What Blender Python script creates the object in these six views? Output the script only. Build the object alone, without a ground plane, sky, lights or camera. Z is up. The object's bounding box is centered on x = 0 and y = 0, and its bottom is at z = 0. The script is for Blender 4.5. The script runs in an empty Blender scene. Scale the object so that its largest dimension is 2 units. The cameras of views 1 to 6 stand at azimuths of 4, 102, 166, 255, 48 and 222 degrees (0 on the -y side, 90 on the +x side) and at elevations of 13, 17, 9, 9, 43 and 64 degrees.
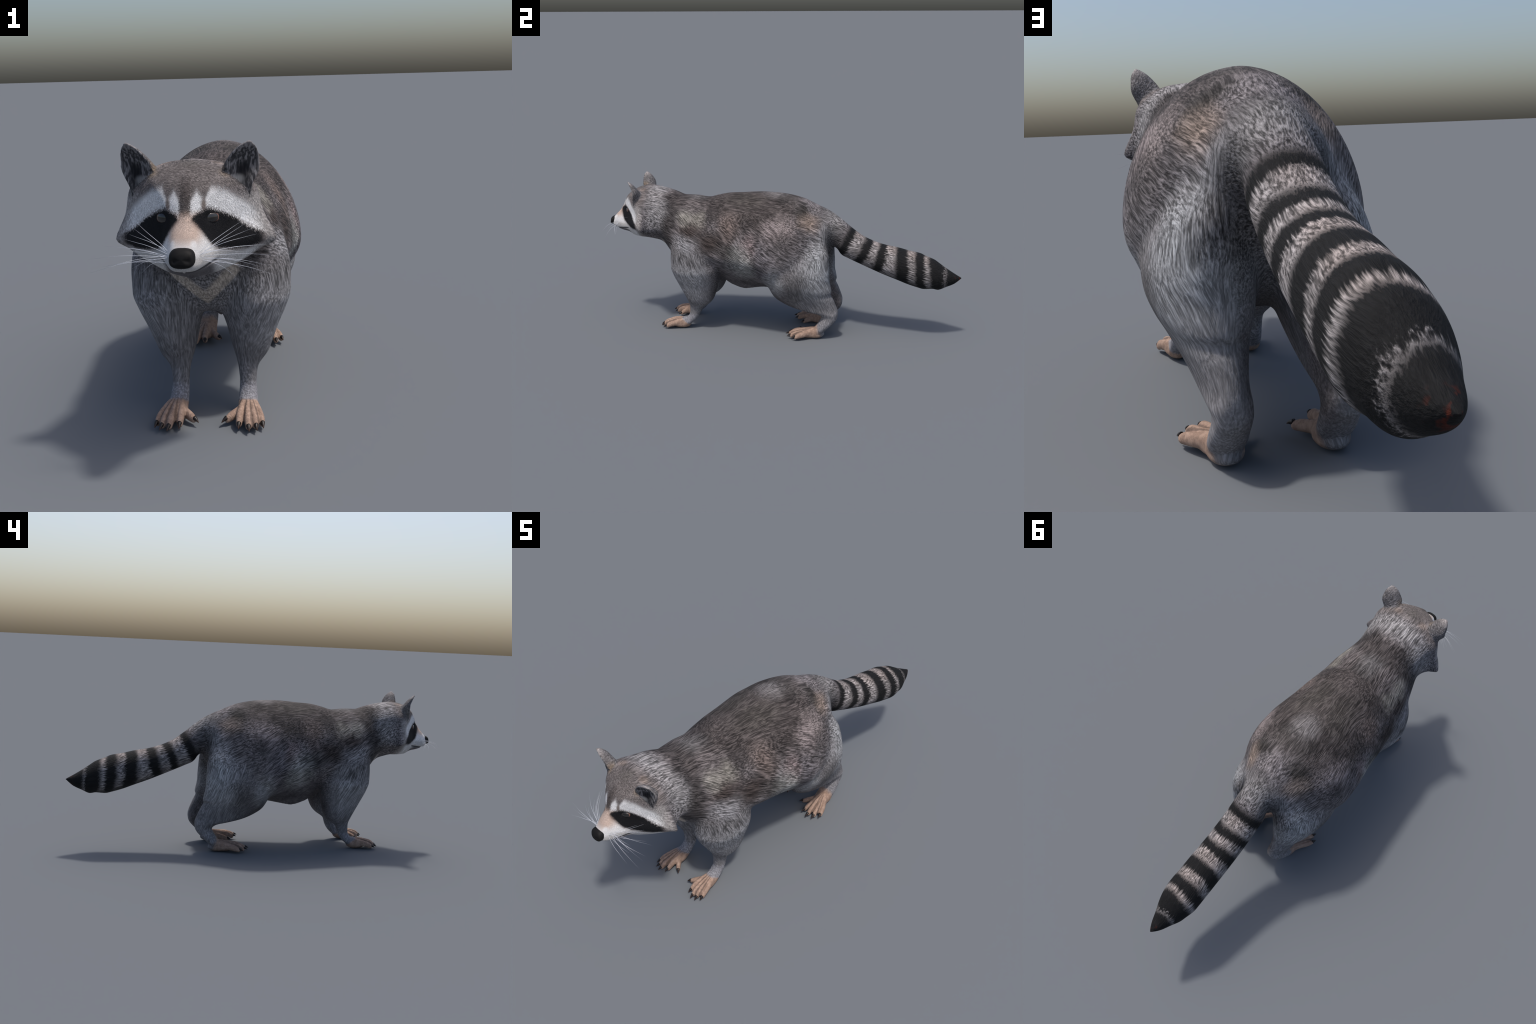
import bpy, bmesh, math, random
import numpy as np
from mathutils import Vector
from mathutils.bvhtree import BVHTree

random.seed(7)
RNG = np.random.default_rng(7)
RING = 64          # points round every lofted section
VOXEL = 0.0034     # grid of the skin that fuses the lofted volumes


# ---------------------------------------------------------------- lofting
def pchip(t, Y, q):
    """Monotone cubic interpolation of the rows Y at stations t, sampled at q."""
    t = np.asarray(t, float); Y = np.asarray(Y, float); q = np.asarray(q, float)
    shp = Y.shape[1:]; Y = Y.reshape(len(t), -1)
    h = np.diff(t)[:, None]; d = np.diff(Y, axis=0) / h
    m = np.zeros_like(Y)
    w1 = 2 * h[1:] + h[:-1]; w2 = h[1:] + 2 * h[:-1]
    same = d[1:] * d[:-1] > 0
    with np.errstate(divide='ignore', invalid='ignore'):
        hm = (w1 + w2) / (w1 / d[:-1] + w2 / d[1:])
    m[1:-1] = np.where(same, hm, 0.0)
    m[0] = d[0]; m[-1] = d[-1]
    k = np.clip(np.searchsorted(t, q, side='right') - 1, 0, len(t) - 2)
    H = h[k]; s = ((q - t[k]) / h[k][:, 0])[:, None]
    out = ((1 + 2 * s) * (1 - s) ** 2 * Y[k] + s * (1 - s) ** 2 * H * m[k]
           + s * s * (3 - 2 * s) * Y[k + 1] + s * s * (s - 1) * H * m[k + 1])
    return out.reshape((len(q),) + shp)


def skin_rings(rings):
    """Closed solid from a stack of rings (k, n, 3)."""
    k, n = rings.shape[:2]
    v = [tuple(p) for p in rings.reshape(-1, 3)]
    f = []
    for i in range(k - 1):
        for j in range(n):
            a, b = i * n + j, i * n + (j + 1) % n
            f.append((a, b, b + n, a + n))
    v.append(tuple(rings[0].mean(axis=0))); c0 = len(v) - 1
    v.append(tuple(rings[-1].mean(axis=0))); c1 = len(v) - 1
    for j in range(n):
        f.append((c0, (j + 1) % n, j))
        f.append((c1, (k - 1) * n + j, (k - 1) * n + (j + 1) % n))
    return v, f


def signed_pow(c, p):
    return np.sign(c) * np.abs(c) ** p


def loft_along_y(stations, step=0.012):
    """stations: (y, z_top, z_bottom, half_width, z_widest, power_up, power_low)"""
    S = np.array(stations, float); S = S[np.argsort(S[:, 0])]
    q = np.linspace(S[0, 0], S[-1, 0], max(4, int((S[-1, 0] - S[0, 0]) / step)))
    P = pchip(S[:, 0], S[:, 1:], q)
    th = np.linspace(0, 2 * np.pi, RING, endpoint=False)
    c, s = np.cos(th), np.sin(th)
    rings = []
    for y, (zt, zb, w, zw, pu, pl) in zip(q, P):
        p = np.where(s >= 0, pu, pl)          # 2: ellipse; lower: keeled
        q_ = np.clip(p, 1.5, 2.0)
        k = np.log((1 - 0.6 ** p) ** (1 / p)) / np.log(1 - 0.6 ** q_)
        h = np.where(s >= 0, zt - zw, zw - zb)
        rings.append(np.stack([w * np.sign(c) * (1 - np.minimum(np.abs(s), 1.0) ** q_) ** k, np.full(RING, y), zw + h * s], 1))
    return skin_rings(np.array(rings))


def loft_along_z(stations, step=0.006, widest=0.5, power_front=2.4, power_rear=2.4, power_inner=2.4):
    """stations: (z, y_front, y_rear, x_inner, x_outer); widest: where the section is widest, front to rear"""
    S = np.array(stations, float); S = S[np.argsort(S[:, 0])]
    q = np.linspace(S[0, 0], S[-1, 0], max(4, int((S[-1, 0] - S[0, 0]) / step)))
    P = pchip(S[:, 0], S[:, 1:], q)
    th = np.linspace(0, 2 * np.pi, RING, endpoint=False)
    rear = np.sin(th) > 0
    rings = []
    for z, (yf, yr, xi, xo) in zip(q, P):
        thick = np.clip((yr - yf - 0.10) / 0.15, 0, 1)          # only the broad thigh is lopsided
        k = 0.5 + (widest - 0.5) * thick
        outside = np.cos(th) > 0
        e = np.where(rear, 2 / (2.4 + (power_rear - 2.4) * thick), 2 / (2.4 + (power_front - 2.4) * thick))
        e = np.where(outside, e, 2 / (2.4 + (power_inner - 2.4) * thick))
        c, s = signed_pow(np.cos(th), e), signed_pow(np.sin(th), e)
        yw = yf + (yr - yf) * k
        rings.append(np.stack([(xi + xo) / 2 + (xo - xi) / 2 * c, yw + np.where(rear, yr - yw, yw - yf) * s, np.full(RING, z)], 1))
    return skin_rings(np.array(rings))


def loft_half_profiles(stations, step=0.008):
    """stations: (y, [(x, z), ...] from the top midline to the bottom midline)"""
    ys = np.array([s[0] for s in stations]); H = np.array([s[1] for s in stations], float)
    o = np.argsort(ys); ys = ys[o]; H = H[o]
    m = H.shape[1]; t = np.linspace(0, 1, m); qq = np.linspace(0, 1, 33)
    H = np.stack([pchip(t, h, qq) for h in H])
    q = np.linspace(ys[0], ys[-1], int((ys[-1] - ys[0]) / step))
    P = pchip(ys, H, q)
    rings = []
    for y, h in zip(q, P):
        half = np.stack([h[:, 0], np.full(len(h), y), h[:, 1]], 1)
        other = half[1:-1][::-1] * np.array([-1, 1, 1])
        rings.append(np.concatenate([half, other]))
    return skin_rings(np.array(rings))


def tube(path, radii_side, radii_up, n=20, samples=26, roundcap=True):
    """Tube with separate sideways and upward radii along a smooth path."""
    path = np.array(path, float)
    t = np.r_[0, np.cumsum(np.linalg.norm(np.diff(path, axis=0), axis=1))]; t /= t[-1]
    q = np.linspace(0, 1, samples)
    C = pchip(t, path, q)
    rs = pchip(t, np.array(radii_side)[:, None], q)[:, 0]
    ru = pchip(t, np.array(radii_up)[:, None], q)[:, 0]
    T = np.gradient(C, axis=0); T /= np.linalg.norm(T, axis=1)[:, None]
    th = np.linspace(0, 2 * np.pi, n, endpoint=False)
    rings = []
    for i in range(samples):
        side = np.cross(T[i], [0, 0, 1.0])
        side /= (np.linalg.norm(side) + 1e-9)
        up = np.cross(side, T[i])
        rings.append(C[i] + rs[i] * np.cos(th)[:, None] * side + ru[i] * np.sin(th)[:, None] * up)
    if roundcap:
        last = rings[-1]; c = last.mean(axis=0)
        for a in (0.5, 0.8, 0.96):
            k = math.sqrt(1 - a * a)
            rings.append(c + (last - c) * k + T[-1] * a * min(rs[-1], ru[-1]))
    return skin_rings(np.array(rings))


def ellipsoid(c, r, n=24):
    th = np.linspace(0, 2 * np.pi, n, endpoint=False)
    rings = []
    for a in np.linspace(-0.48, 0.48, 15) * np.pi:
        rings.append(np.stack([c[0] + r[0] * math.cos(a) * np.cos(th), c[1] + r[1] * math.cos(a) * np.sin(th),
                               np.full(n, c[2] + r[2] * math.sin(a))], 1))
    return skin_rings(np.array(rings))


def mirrored(vf):
    v, f = vf
    return [(-x, y, z) for x, y, z in v], [tuple(reversed(p)) for p in f]


# ---------------------------------------------------------------- torso, neck, tail
TORSO = [
    # y      top    bottom  width  z_wide  up    low
    (0.310, 0.668, 0.520, 0.055, 0.590, 2.0, 2.0),
    (0.280, 0.702, 0.470, 0.098, 0.570, 1.9, 2.0),
    (0.205, 0.736, 0.380, 0.163, 0.500, 1.78, 2.0),
    (0.130, 0.767, 0.310, 0.224, 0.468, 1.84, 2.0),
    (0.050, 0.785, 0.270, 0.258, 0.452, 1.84, 1.9),
    (-0.010, 0.792, 0.258, 0.269, 0.448, 1.82, 1.9),
    (-0.080, 0.794, 0.244, 0.267, 0.455, 1.85, 1.5),
    (-0.150, 0.791, 0.229, 0.256, 0.462, 1.86, 1.25),
    (-0.205, 0.786, 0.220, 0.247, 0.468, 1.86, 1.18),
    (-0.280, 0.781, 0.240, 0.240, 0.470, 1.86, 1.15),
    (-0.350, 0.767, 0.283, 0.232, 0.480, 1.84, 1.3),
    (-0.410, 0.752, 0.302, 0.226, 0.485, 1.82, 1.6),
    (-0.490, 0.759, 0.316, 0.215, 0.490, 1.95, 1.9),
    (-0.565, 0.758, 0.368, 0.188, 0.540, 2.0, 2.0),
    (-0.620, 0.763, 0.421, 0.168, 0.590, 2.0, 1.7),
    (-0.660, 0.770, 0.459, 0.158, 0.620, 1.95, 1.42),
    (-0.710, 0.780, 0.498, 0.148, 0.640, 2.0, 1.45),
    (-0.760, 0.770, 0.515, 0.120, 0.640, 2.0, 1.8),
]
TAIL = [
    (0.230, 0.700, 0.540, 0.065, 0.610, 2.0, 2.0),
    (0.280, 0.702, 0.520, 0.072, 0.600, 2.0, 2.0),
    (0.330, 0.668, 0.487, 0.075, 0.568, 2.0, 2.0),
    (0.345, 0.657, 0.462, 0.077, 0.553, 2.0, 2.0),
    (0.390, 0.620, 0.440, 0.078, 0.525, 2.0, 2.0),
    (0.475, 0.562, 0.404, 0.080, 0.482, 2.0, 2.0),
    (0.575, 0.527, 0.363, 0.081, 0.445, 2.0, 2.0),
    (0.660, 0.512, 0.332, 0.082, 0.422, 2.0, 2.0),
    (0.714, 0.499, 0.312, 0.082, 0.406, 2.0, 2.0),
    (0.778, 0.487, 0.294, 0.083, 0.390, 2.0, 2.0),
    (0.800, 0.476, 0.289, 0.083, 0.383, 2.0, 2.0),
    (0.856, 0.454, 0.293, 0.072, 0.372, 2.0, 2.0),
    (0.876, 0.440, 0.288, 0.066, 0.365, 2.0, 2.0),
    (0.925, 0.407, 0.308, 0.044, 0.359, 2.0, 2.0),
    (0.963, 0.384, 0.326, 0.028, 0.357, 2.0, 2.0),
    (0.994, 0.367, 0.352, 0.009, 0.361, 2.0, 2.0),
    (1.003, 0.363, 0.360, 0.002, 0.3615, 2.0, 2.0),
]

# ---------------------------------------------------------------- head
HEAD = [
    (-0.980, [(0, .612), (.012, .611), (.019, .607), (.024, .600), (.027, .590), (.027, .580), (.023, .569), (.013, .563), (0, .562)]),
    (-0.957, [(0, .636), (.014, .633), (.026, .624), (.033, .610), (.038, .595), (.039, .577), (.033, .562), (.018, .553), (0, .552)]),
    (-0.930, [(0, .664), (.016, .660), (.028, .648), (.037, .630), (.045, .607), (.049, .582), (.043, .560), (.024, .545), (0, .541)]),
    (-0.910, [(0, .706), (.016, .690), (.029, .668), (.040, .643), (.050, .613), (.056, .585), (.050, .558), (.029, .541), (0, .537)]),
    (-0.900, [(0, .728), (.022, .712), (.038, .684), (.046, .652), (.055, .618), (.060, .588), (.054, .559), (.031, .540), (0, .535)]),
    (-0.885, [(0, .748), (.030, .738), (.054, .708), (.055, .672), (.060, .635), (.066, .600), (.061, .563), (.036, .539), (0, .530)]),
    (-0.865, [(0, .766), (.036, .759), (.072, .734), (.074, .690), (.077, .645), (.086, .605), (.073, .564), (.042, .533), (0, .520)]),
    (-0.840, [(0, .782), (.046, .776), (.092, .757), (.103, .705), (.106, .655), (.121, .607), (.099, .560), (.055, .524), (0, .509)]),
    (-0.800, [(0, .799), (.055, .794), (.108, .774), (.147, .725), (.147, .665), (.167, .609), (.139, .563), (.070, .521), (0, .507)]),
    (-0.765, [(0, .803), (.060, .797), (.120, .773), (.165, .728), (.178, .668), (.200, .603), (.160, .562), (.080, .522), (0, .507)]),
    (-0.745, [(0, .803), (.060, .796), (.119, .772), (.164, .728), (.180, .666), (.214, .593), (.160, .562), (.080, .520), (0, .508)]),
    (-0.728, [(0, .801), (.060, .794), (.116, .770), (.160, .726), (.172, .664), (.184, .592), (.136, .553), (.070, .514), (0, .499)]),
    (-0.690, [(0, .796), (.060, .788), (.110, .764), (.150, .720), (.164, .655), (.160, .590), (.118, .548), (.060, .506), (0, .486)]),
    (-0.630, [(0, .782), (.055, .774), (.102, .752), (.142, .710), (.158, .650), (.150, .590), (.120, .545), (.070, .51), (0, .49)]),
    (-0.572, [(0, .766), (.045, .758), (.085, .735), (.115, .690), (.130, .640), (.120, .590), (.100, .540), (.060, .500), (0, .490)]),
]


def ear_solid(side):
    """Cupped ear: a stack of crescents from the skull up to the tip, open to the front."""
    inner = np.array([(.085, -.800, .775), (.088, -.824, .790), (.106, -.832, .818), (.128, -.833, .840), (.150, -.829, .853)])
    outer = np.array([(.148, -.785, .715), (.158, -.797, .742), (.177, -.792, .790), (.173, -.806, .828), (.158, -.824, .853)])
    depth = np.array([.052, .050, .034, .019, .005])[:, None]
    t = np.array([0, .25, .58, .83, 1.0]); q = np.linspace(0, 1, 26)
    I, O, D = pchip(t, inner, q), pchip(t, outer, q), pchip(t, depth, q)[:, 0]
    back = np.array([-0.22, 0.90, 0.10])
    th = np.linspace(0, np.pi, 17)
    rings = []; front = []
    for i in range(len(q)):
        c = (I[i] + O[i]) / 2; a = (O[i] - I[i]) / 2
        wall = 0.010 * (1 - 0.5 * q[i])
        shell = c + np.cos(th)[:, None] * a + np.sin(th)[:, None] ** 0.8 * D[i] * back
        cup = c + np.cos(th)[:, None] * a * 0.93 + (np.sin(th)[:, None] ** 0.8 * max(D[i] * 0.34 * min(1, q[i] * 2.0) - wall * 0.3, 0.0) - 0.004 - 0.012 * max(0.0, 1 - q[i] / 0.45)) * back
        rings.append(np.concatenate([shell, cup[::-1]])); front.append(cup)
    v, f = skin_rings(np.array(rings))
    fv, ff = skin_rings(np.array([np.concatenate([r, r[::-1] + 1e-5]) for r in front]))
    return ((v, f), (fv, ff)) if side > 0 else (mirrored((v, f)), mirrored((fv, ff)))


# ---------------------------------------------------------------- limbs
FORELEG = [
    # z     front   rear    inner  outer
    (0.600, -0.540, -0.400, 0.090, 0.170),
    (0.560, -0.570, -0.360, 0.060, 0.208),
    (0.500, -0.592, -0.330, 0.030, 0.233),
    (0.435, -0.599, -0.322, 0.022, 0.241),
    (0.378, -0.600, -0.318, 0.016, 0.241),
    (0.330, -0.588, -0.322, 0.022, 0.227),
    (0.262, -0.556, -0.338, 0.042, 0.199),
    (0.210, -0.530, -0.353, 0.053, 0.181),
    (0.178, -0.515, -0.370, 0.062, 0.168),
    (0.155, -0.508, -0.392, 0.069, 0.150),
    (0.138, -0.505, -0.418, 0.074, 0.138),
    (0.125, -0.505, -0.435, 0.076, 0.134),
    (0.090, -0.507, -0.447, 0.079, 0.131),
    (0.060, -0.528, -0.464, 0.078, 0.133),
    (0.035, -0.562, -0.488, 0.076, 0.137),
    (0.012, -0.575, -0.520, 0.080, 0.138),
]
HINDLEG = [
    (0.600, 0.060, 0.225, 0.050, 0.135),
    (0.560, 0.020, 0.256, 0.040, 0.168),
    (0.480, -0.030, 0.290, 0.022, 0.218),
    (0.420, -0.046, 0.294, 0.014, 0.240),
    (0.380, -0.052, 0.296, 0.012, 0.247),
    (0.340, -0.050, 0.297, 0.016, 0.243),
    (0.295, -0.040, 0.306, 0.026, 0.228),
    (0.274, -0.034, 0.310, 0.033, 0.217),
    (0.262, -0.028, 0.304, 0.037, 0.210),
    (0.232, -0.008, 0.319, 0.047, 0.194),
    (0.200, 0.036, 0.333, 0.056, 0.177),
    (0.175, 0.092, 0.343, 0.062, 0.166),
    (0.158, 0.160, 0.347, 0.065, 0.160),
    (0.145, 0.228, 0.347, 0.067, 0.155),
    (0.122, 0.255, 0.344, 0.069, 0.148),
    (0.105, 0.248, 0.336, 0.071, 0.148),
    (0.081, 0.232, 0.314, 0.072, 0.151),
    (0.055, 0.214, 0.288, 0.072, 0.153),
    (0.030, 0.170, 0.262, 0.074, 0.152),
    (0.010, 0.150, 0.235, 0.082, 0.146),
]
# finger: root, knuckle, middle joint, tip (x, y, z), plus the sideways radius
HAND_DIGITS = [
    ([(.098, -.545, .030), (.078, -.578, .026), (.060, -.600, .022), (.050, -.609, .017)], .0115),
    ([(.098, -.520, .046), (.090, -.585, .037), (.087, -.622, .028), (.087, -.640, .016)], .0112),
    ([(.106, -.515, .048), (.109, -.590, .038), (.113, -.637, .029), (.116, -.656, .016)], .0112),
    ([(.114, -.515, .047), (.126, -.588, .037), (.133, -.633, .028), (.137, -.650, .016)], .0108),
    ([(.121, -.520, .044), (.141, -.578, .032), (.151, -.614, .025), (.155, -.632, .015)], .0102),
]
FOOT_DIGITS = [
    ([(.100, .205, .036), (.088, .175, .026), (.070, .147, .022), (.058, .133, .018)], .0125),
    ([(.104, .215, .046), (.108, .150, .034), (.108, .115, .029), (.106, .094, .020)], .0118),
    ([(.114, .210, .047), (.128, .140, .035), (.136, .103, .029), (.139, .082, .020)], .0122),
    ([(.124, .215, .046), (.148, .155, .034), (.162, .115, .028), (.167, .094, .019)], .0120),
    ([(.132, .220, .042), (.160, .175, .031), (.178, .142, .025), (.186, .122, .018)], .0118),
]


def digit(path, r):
    return tube(path, [r * 0.86, r * 0.90, r * 0.95, r * 0.80], [.016, .017, .015, .0115])


def claw_mesh():
    """Pointed, slightly hooked claw along -Y, base at the origin."""
    rings = []
    th = np.linspace(0, 2 * np.pi, 12, endpoint=False)
    for t in np.linspace(0, 1, 9):
        r = 0.0078 * (1 - t) ** 0.75 + 0.0003
        rings.append(np.stack([r * 0.9 * np.cos(th), np.full(12, -0.024 * t), r * np.sin(th) - 0.008 * t * t], 1))
    me = bpy.data.meshes.new("claw")
    me.from_pydata(*[rings_v for rings_v in (skin_rings(np.array(rings))[0], [], skin_rings(np.array(rings))[1])])
    return me


# ---------------------------------------------------------------- fuse into one skin
COMPONENTS = []   # (label, verts, faces)


def add(label, vf):
    COMPONENTS.append((label, vf[0], vf[1]))


add("torso", loft_along_y(TORSO))
add("tail", loft_along_y(TAIL))
add("head", loft_half_profiles(HEAD))
EAR_FRONT = []
for sgn in (1, -1):
    solid, front = ear_solid(sgn)
    add("ear" + ("L" if sgn > 0 else "R"), solid); EAR_FRONT.append(front)
    tag = "L" if sgn > 0 else "R"
    flip = (lambda a: a) if sgn > 0 else mirrored
    add("foreleg" + tag, flip(loft_along_z(FORELEG, widest=0.50, power_front=1.95, power_rear=2.1, power_inner=1.7)))
    add("hindleg" + tag, flip(loft_along_z(HINDLEG, widest=0.40, power_front=2.2, power_rear=2.05, power_inner=2.3)))
    add("hand" + tag, flip(ellipsoid((.107, -.560, .019), (.034, .058, .022))))
    add("hand" + tag, flip(ellipsoid((.112, -.566, .019), (.033, .036, .019))))
    for p, r in HAND_DIGITS:
        add("hand" + tag, flip(digit(p, r)))
    add("foot" + tag, flip(ellipsoid((.112, .215, .020), (.040, .060, .023))))
    add("foot" + tag, flip(ellipsoid((.120, .180, .019), (.040, .045, .019))))
    for p, r in FOOT_DIGITS:
        add("foot" + tag, flip(digit(p, r)))


def fused_skin():
    V, F = [], []
    for _, v, f in COMPONENTS:
        o = len(V); V += v; F += [tuple(i + o for i in p) for p in f]
    me = bpy.data.meshes.new("skin"); me.from_pydata(V, [], F)
    bm = bmesh.new(); bm.from_mesh(me)
    bmesh.ops.recalc_face_normals(bm, faces=bm.faces); bm.to_mesh(me); bm.free()
    ob = bpy.data.objects.new("skin", me); bpy.context.scene.collection.objects.link(ob)
    md = ob.modifiers.new("fuse", 'REMESH'); md.mode = 'VOXEL'; md.voxel_size = VOXEL; md.adaptivity = 0.0
    dg = bpy.context.evaluated_depsgraph_get()
    ev = ob.evaluated_get(dg).to_mesh()
    n = len(ev.vertices); co = np.empty(n * 3); ev.vertices.foreach_get("co", co)
    faces = [tuple(p.vertices) for p in ev.polygons]
    ob.evaluated_get(dg).to_mesh_clear()
    bpy.data.objects.remove(ob); bpy.data.meshes.remove(me)
    return co.reshape(-1, 3), faces


def label_distances(co):
    labels = sorted({c[0] for c in COMPONENTS})
    D = np.full((len(labels), len(co)), 9.0)
    for lab, v, f in COMPONENTS:
        k = labels.index(lab)
        lo = np.min(v, axis=0) - 0.03; hi = np.max(v, axis=0) + 0.03
        idx = np.nonzero(np.all((co > lo) & (co < hi), axis=1))[0]
        tree = BVHTree.FromPolygons([Vector(p) for p in v], f)
        for i in idx:
            r = tree.find_nearest(Vector(co[i]))
            if r[3] is not None and r[3] < D[k, i]:
                D[k, i] = r[3]
    return labels, D


def smooth_skin(co, faces, D):
    tri = np.array([(f[i], f[(i + 1) % len(f)]) for f in faces for i in range(len(f))])
    e = np.unique(np.sort(tri, axis=1), axis=0)
    deg = np.bincount(e.ravel(), minlength=len(co)).astype(float)[:, None]
    second = np.sort(D, axis=0)[1]
    soft = np.clip(1 - second / np.where(np.abs(co[:, 1]) < 0.33, 0.050, 0.028), 0, 1)
    fine = (co[:, 2] < 0.075) | (co[:, 1] < -0.73) & (co[:, 2] > 0.70) & (np.abs(co[:, 0]) > 0.07)
    soft[fine] *= 0.12
    cheek = (np.abs(co[:, 0]) > 0.165) & (co[:, 1] < -0.70) & (co[:, 2] < 0.65)
    soft[cheek] *= 0.1

    def lap(p):
        a = np.zeros_like(p)
        np.add.at(a, e[:, 0], p[e[:, 1]]); np.add.at(a, e[:, 1], p[e[:, 0]])
        return a / deg
    for it in range(115):
        w = (0.5 * soft)[:, None] if it >= 9 else np.maximum(0.5 * soft, np.where(fine, np.where(co[:, 2] < 0.075, 0.08, 0.2), np.where(cheek, 0.12, 0.35)))[:, None]
        co = co + w * (lap(co) - co)
    return co


# ---------------------------------------------------------------- materials
class Graph:
    """Small helper to write node trees as expressions."""

    def __init__(self, name, roughness=0.75, specular=0.25):
        self.mat = bpy.data.materials.new(name); self.mat.use_nodes = True
        self.nt = self.mat.node_tree; self.nodes = self.nt.nodes
        self.bsdf = self.nodes["Principled BSDF"]
        self.bsdf.inputs["Roughness"].default_value = roughness
        self.bsdf.inputs["Specular IOR Level"].default_value = specular
        tc = self.nodes.new("ShaderNodeTexCoord")
        self.P = tc.outputs["Object"]
        sep = self.nodes.new("ShaderNodeSeparateXYZ"); self.link(self.P, sep.inputs[0])
        self.x, self.y, self.z = sep.outputs
        self.ax = self.math('ABSOLUTE', self.x)
        self.Q = self.vec(self.ax, self.y, self.z)

    def link(self, a, b):
        self.nt.links.new(a, b)

    def put(self, sock, v):
        if isinstance(v, bpy.types.NodeSocket):
            self.link(v, sock)
        elif isinstance(v, (tuple, list)):
            sock.default_value = tuple(v) + ((1.0,) if len(sock.default_value) == 4 and len(v) == 3 else ())
        else:
            sock.default_value = v

    def math(self, op, a, b=0.0, c=None, clamp=False):
        n = self.nodes.new("ShaderNodeMath"); n.operation = op; n.use_clamp = clamp
        self.put(n.inputs[0], a); self.put(n.inputs[1], b)
        if c is not None:
            self.put(n.inputs[2], c)
        return n.outputs[0]

    def add(self, a, b): return self.math('ADD', a, b)
    def sub(self, a, b): return self.math('SUBTRACT', a, b)
    def mul(self, a, b): return self.math('MULTIPLY', a, b)
    def maximum(self, *a):
        r = a[0]
        for k in a[1:]:
            r = self.math('MAXIMUM', r, k)
        return r
    def inv(self, a): return self.math('SUBTRACT', 1.0, a)

    def vec(self, x, y, z):
        n = self.nodes.new("ShaderNodeCombineXYZ")
        for s, v in zip(n.inputs, (x, y, z)):
            self.put(s, v)
        return n.outputs[0]

    def vmath(self, op, a, b=None, scale=None):
        n = self.nodes.new("ShaderNodeVectorMath"); n.operation = op
        self.put(n.inputs[0], a)
        if b is not None:
            self.put(n.inputs[1], b)
        if scale is not None:
            self.put(n.inputs["Scale"], scale)
        return n.outputs["Value"] if op in ('DOT_PRODUCT', 'LENGTH', 'DISTANCE') else n.outputs["Vector"]

    def step(self, v, a, b):
        """Smooth 0 to 1 as v runs from a to b (a may exceed b)."""
        n = self.nodes.new("ShaderNodeMapRange"); n.interpolation_type = 'SMOOTHSTEP'
        self.put(n.inputs[0], v)
        lo, hi = (a, b) if a < b else (b, a)
        n.inputs[1].default_value = lo; n.inputs[2].default_value = hi
        n.inputs[3].default_value = 0.0 if a < b else 1.0
        n.inputs[4].default_value = 1.0 if a < b else 0.0
        return n.outputs[0]

    def noise(self, v, scale, detail=2.0, rough=0.5, color=False, w=None, distortion=0.0):
        n = self.nodes.new("ShaderNodeTexNoise")
        if w is not None:
            n.noise_dimensions = '4D'; self.put(n.inputs["W"], w)
        self.put(n.inputs["Vector"], v)
        n.inputs["Scale"].default_value = scale; n.inputs["Detail"].default_value = detail
        n.inputs["Roughness"].default_value = rough; n.inputs["Distortion"].default_value = distortion
        return n.outputs["Color"] if color else n.outputs["Fac"]

    def curve(self, x, pts, lo, hi):
        """Piecewise linear function of x; values between lo and hi."""
        x0, x1 = pts[0][0], pts[-1][0]
        mr = self.nodes.new("ShaderNodeMapRange"); self.put(mr.inputs[0], x)
        mr.inputs[1].default_value = x0; mr.inputs[2].default_value = x1
        r = self.nodes.new("ShaderNodeValToRGB"); self.link(mr.outputs[0], r.inputs[0])
        el = r.color_ramp.elements
        while len(el) < len(pts):
            el.new(0.5)
        for e, (px, py) in zip(el, pts):
            e.position = (px - x0) / (x1 - x0); k = (py - lo) / (hi - lo); e.color = (k, k, k, 1)
        bw = self.nodes.new("ShaderNodeSeparateColor"); self.link(r.outputs[0], bw.inputs[0])
        return self.math('MULTIPLY_ADD', bw.outputs[0], hi - lo, lo)

    def mix(self, fac, a, b, mode='MIX'):
        n = self.nodes.new("ShaderNodeMix"); n.data_type = 'RGBA'; n.blend_type = mode
        self.put(n.inputs[0], fac); self.put(n.inputs[6], a); self.put(n.inputs[7], b)
        return n.outputs[2]

    def lerp(self, fac, a, b):
        n = self.nodes.new("ShaderNodeMix"); n.data_type = 'FLOAT'
        self.put(n.inputs[0], fac); self.put(n.inputs[2], a); self.put(n.inputs[3], b)
        return n.outputs[0]

    def gray(self, v):
        n = self.nodes.new("ShaderNodeCombineColor")
        for s in n.inputs:
            self.put(s, v)
        return n.outputs[0]

    def spot(self, c, r, Q=None, soft=1.0):
        d = self.vmath('LENGTH', self.vmath('DIVIDE', self.vmath('SUBTRACT', Q or self.Q, c), r))
        return self.step(d, 1.0 + 0.35 * soft, 1.0 - 0.65 * soft)

    def finish(self, color, height=None, strength=0.5, distance=0.002):
        self.put(self.bsdf.inputs["Base Color"], color)
        if height is not None:
            b = self.nodes.new("ShaderNodeBump")
            b.inputs["Strength"].default_value = strength; b.inputs["Distance"].default_value = distance
            self.link(height, b.inputs["Height"]); self.link(b.outputs[0], self.bsdf.inputs["Normal"])
        return self.mat


def strand_field(g, flow, wobble, scale=200.0, stretch=0.925):
    """Noise drawn out along the lie of the fur."""
    p = g.vmath('ADD', g.Q, wobble)
    a = g.vmath('DOT_PRODUCT', p, flow)
    q = g.vmath('SUBTRACT', p, g.vmath('SCALE', flow, scale=g.mul(a, stretch)))
    return g.noise(q, scale, 3.0, 0.6)


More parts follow.
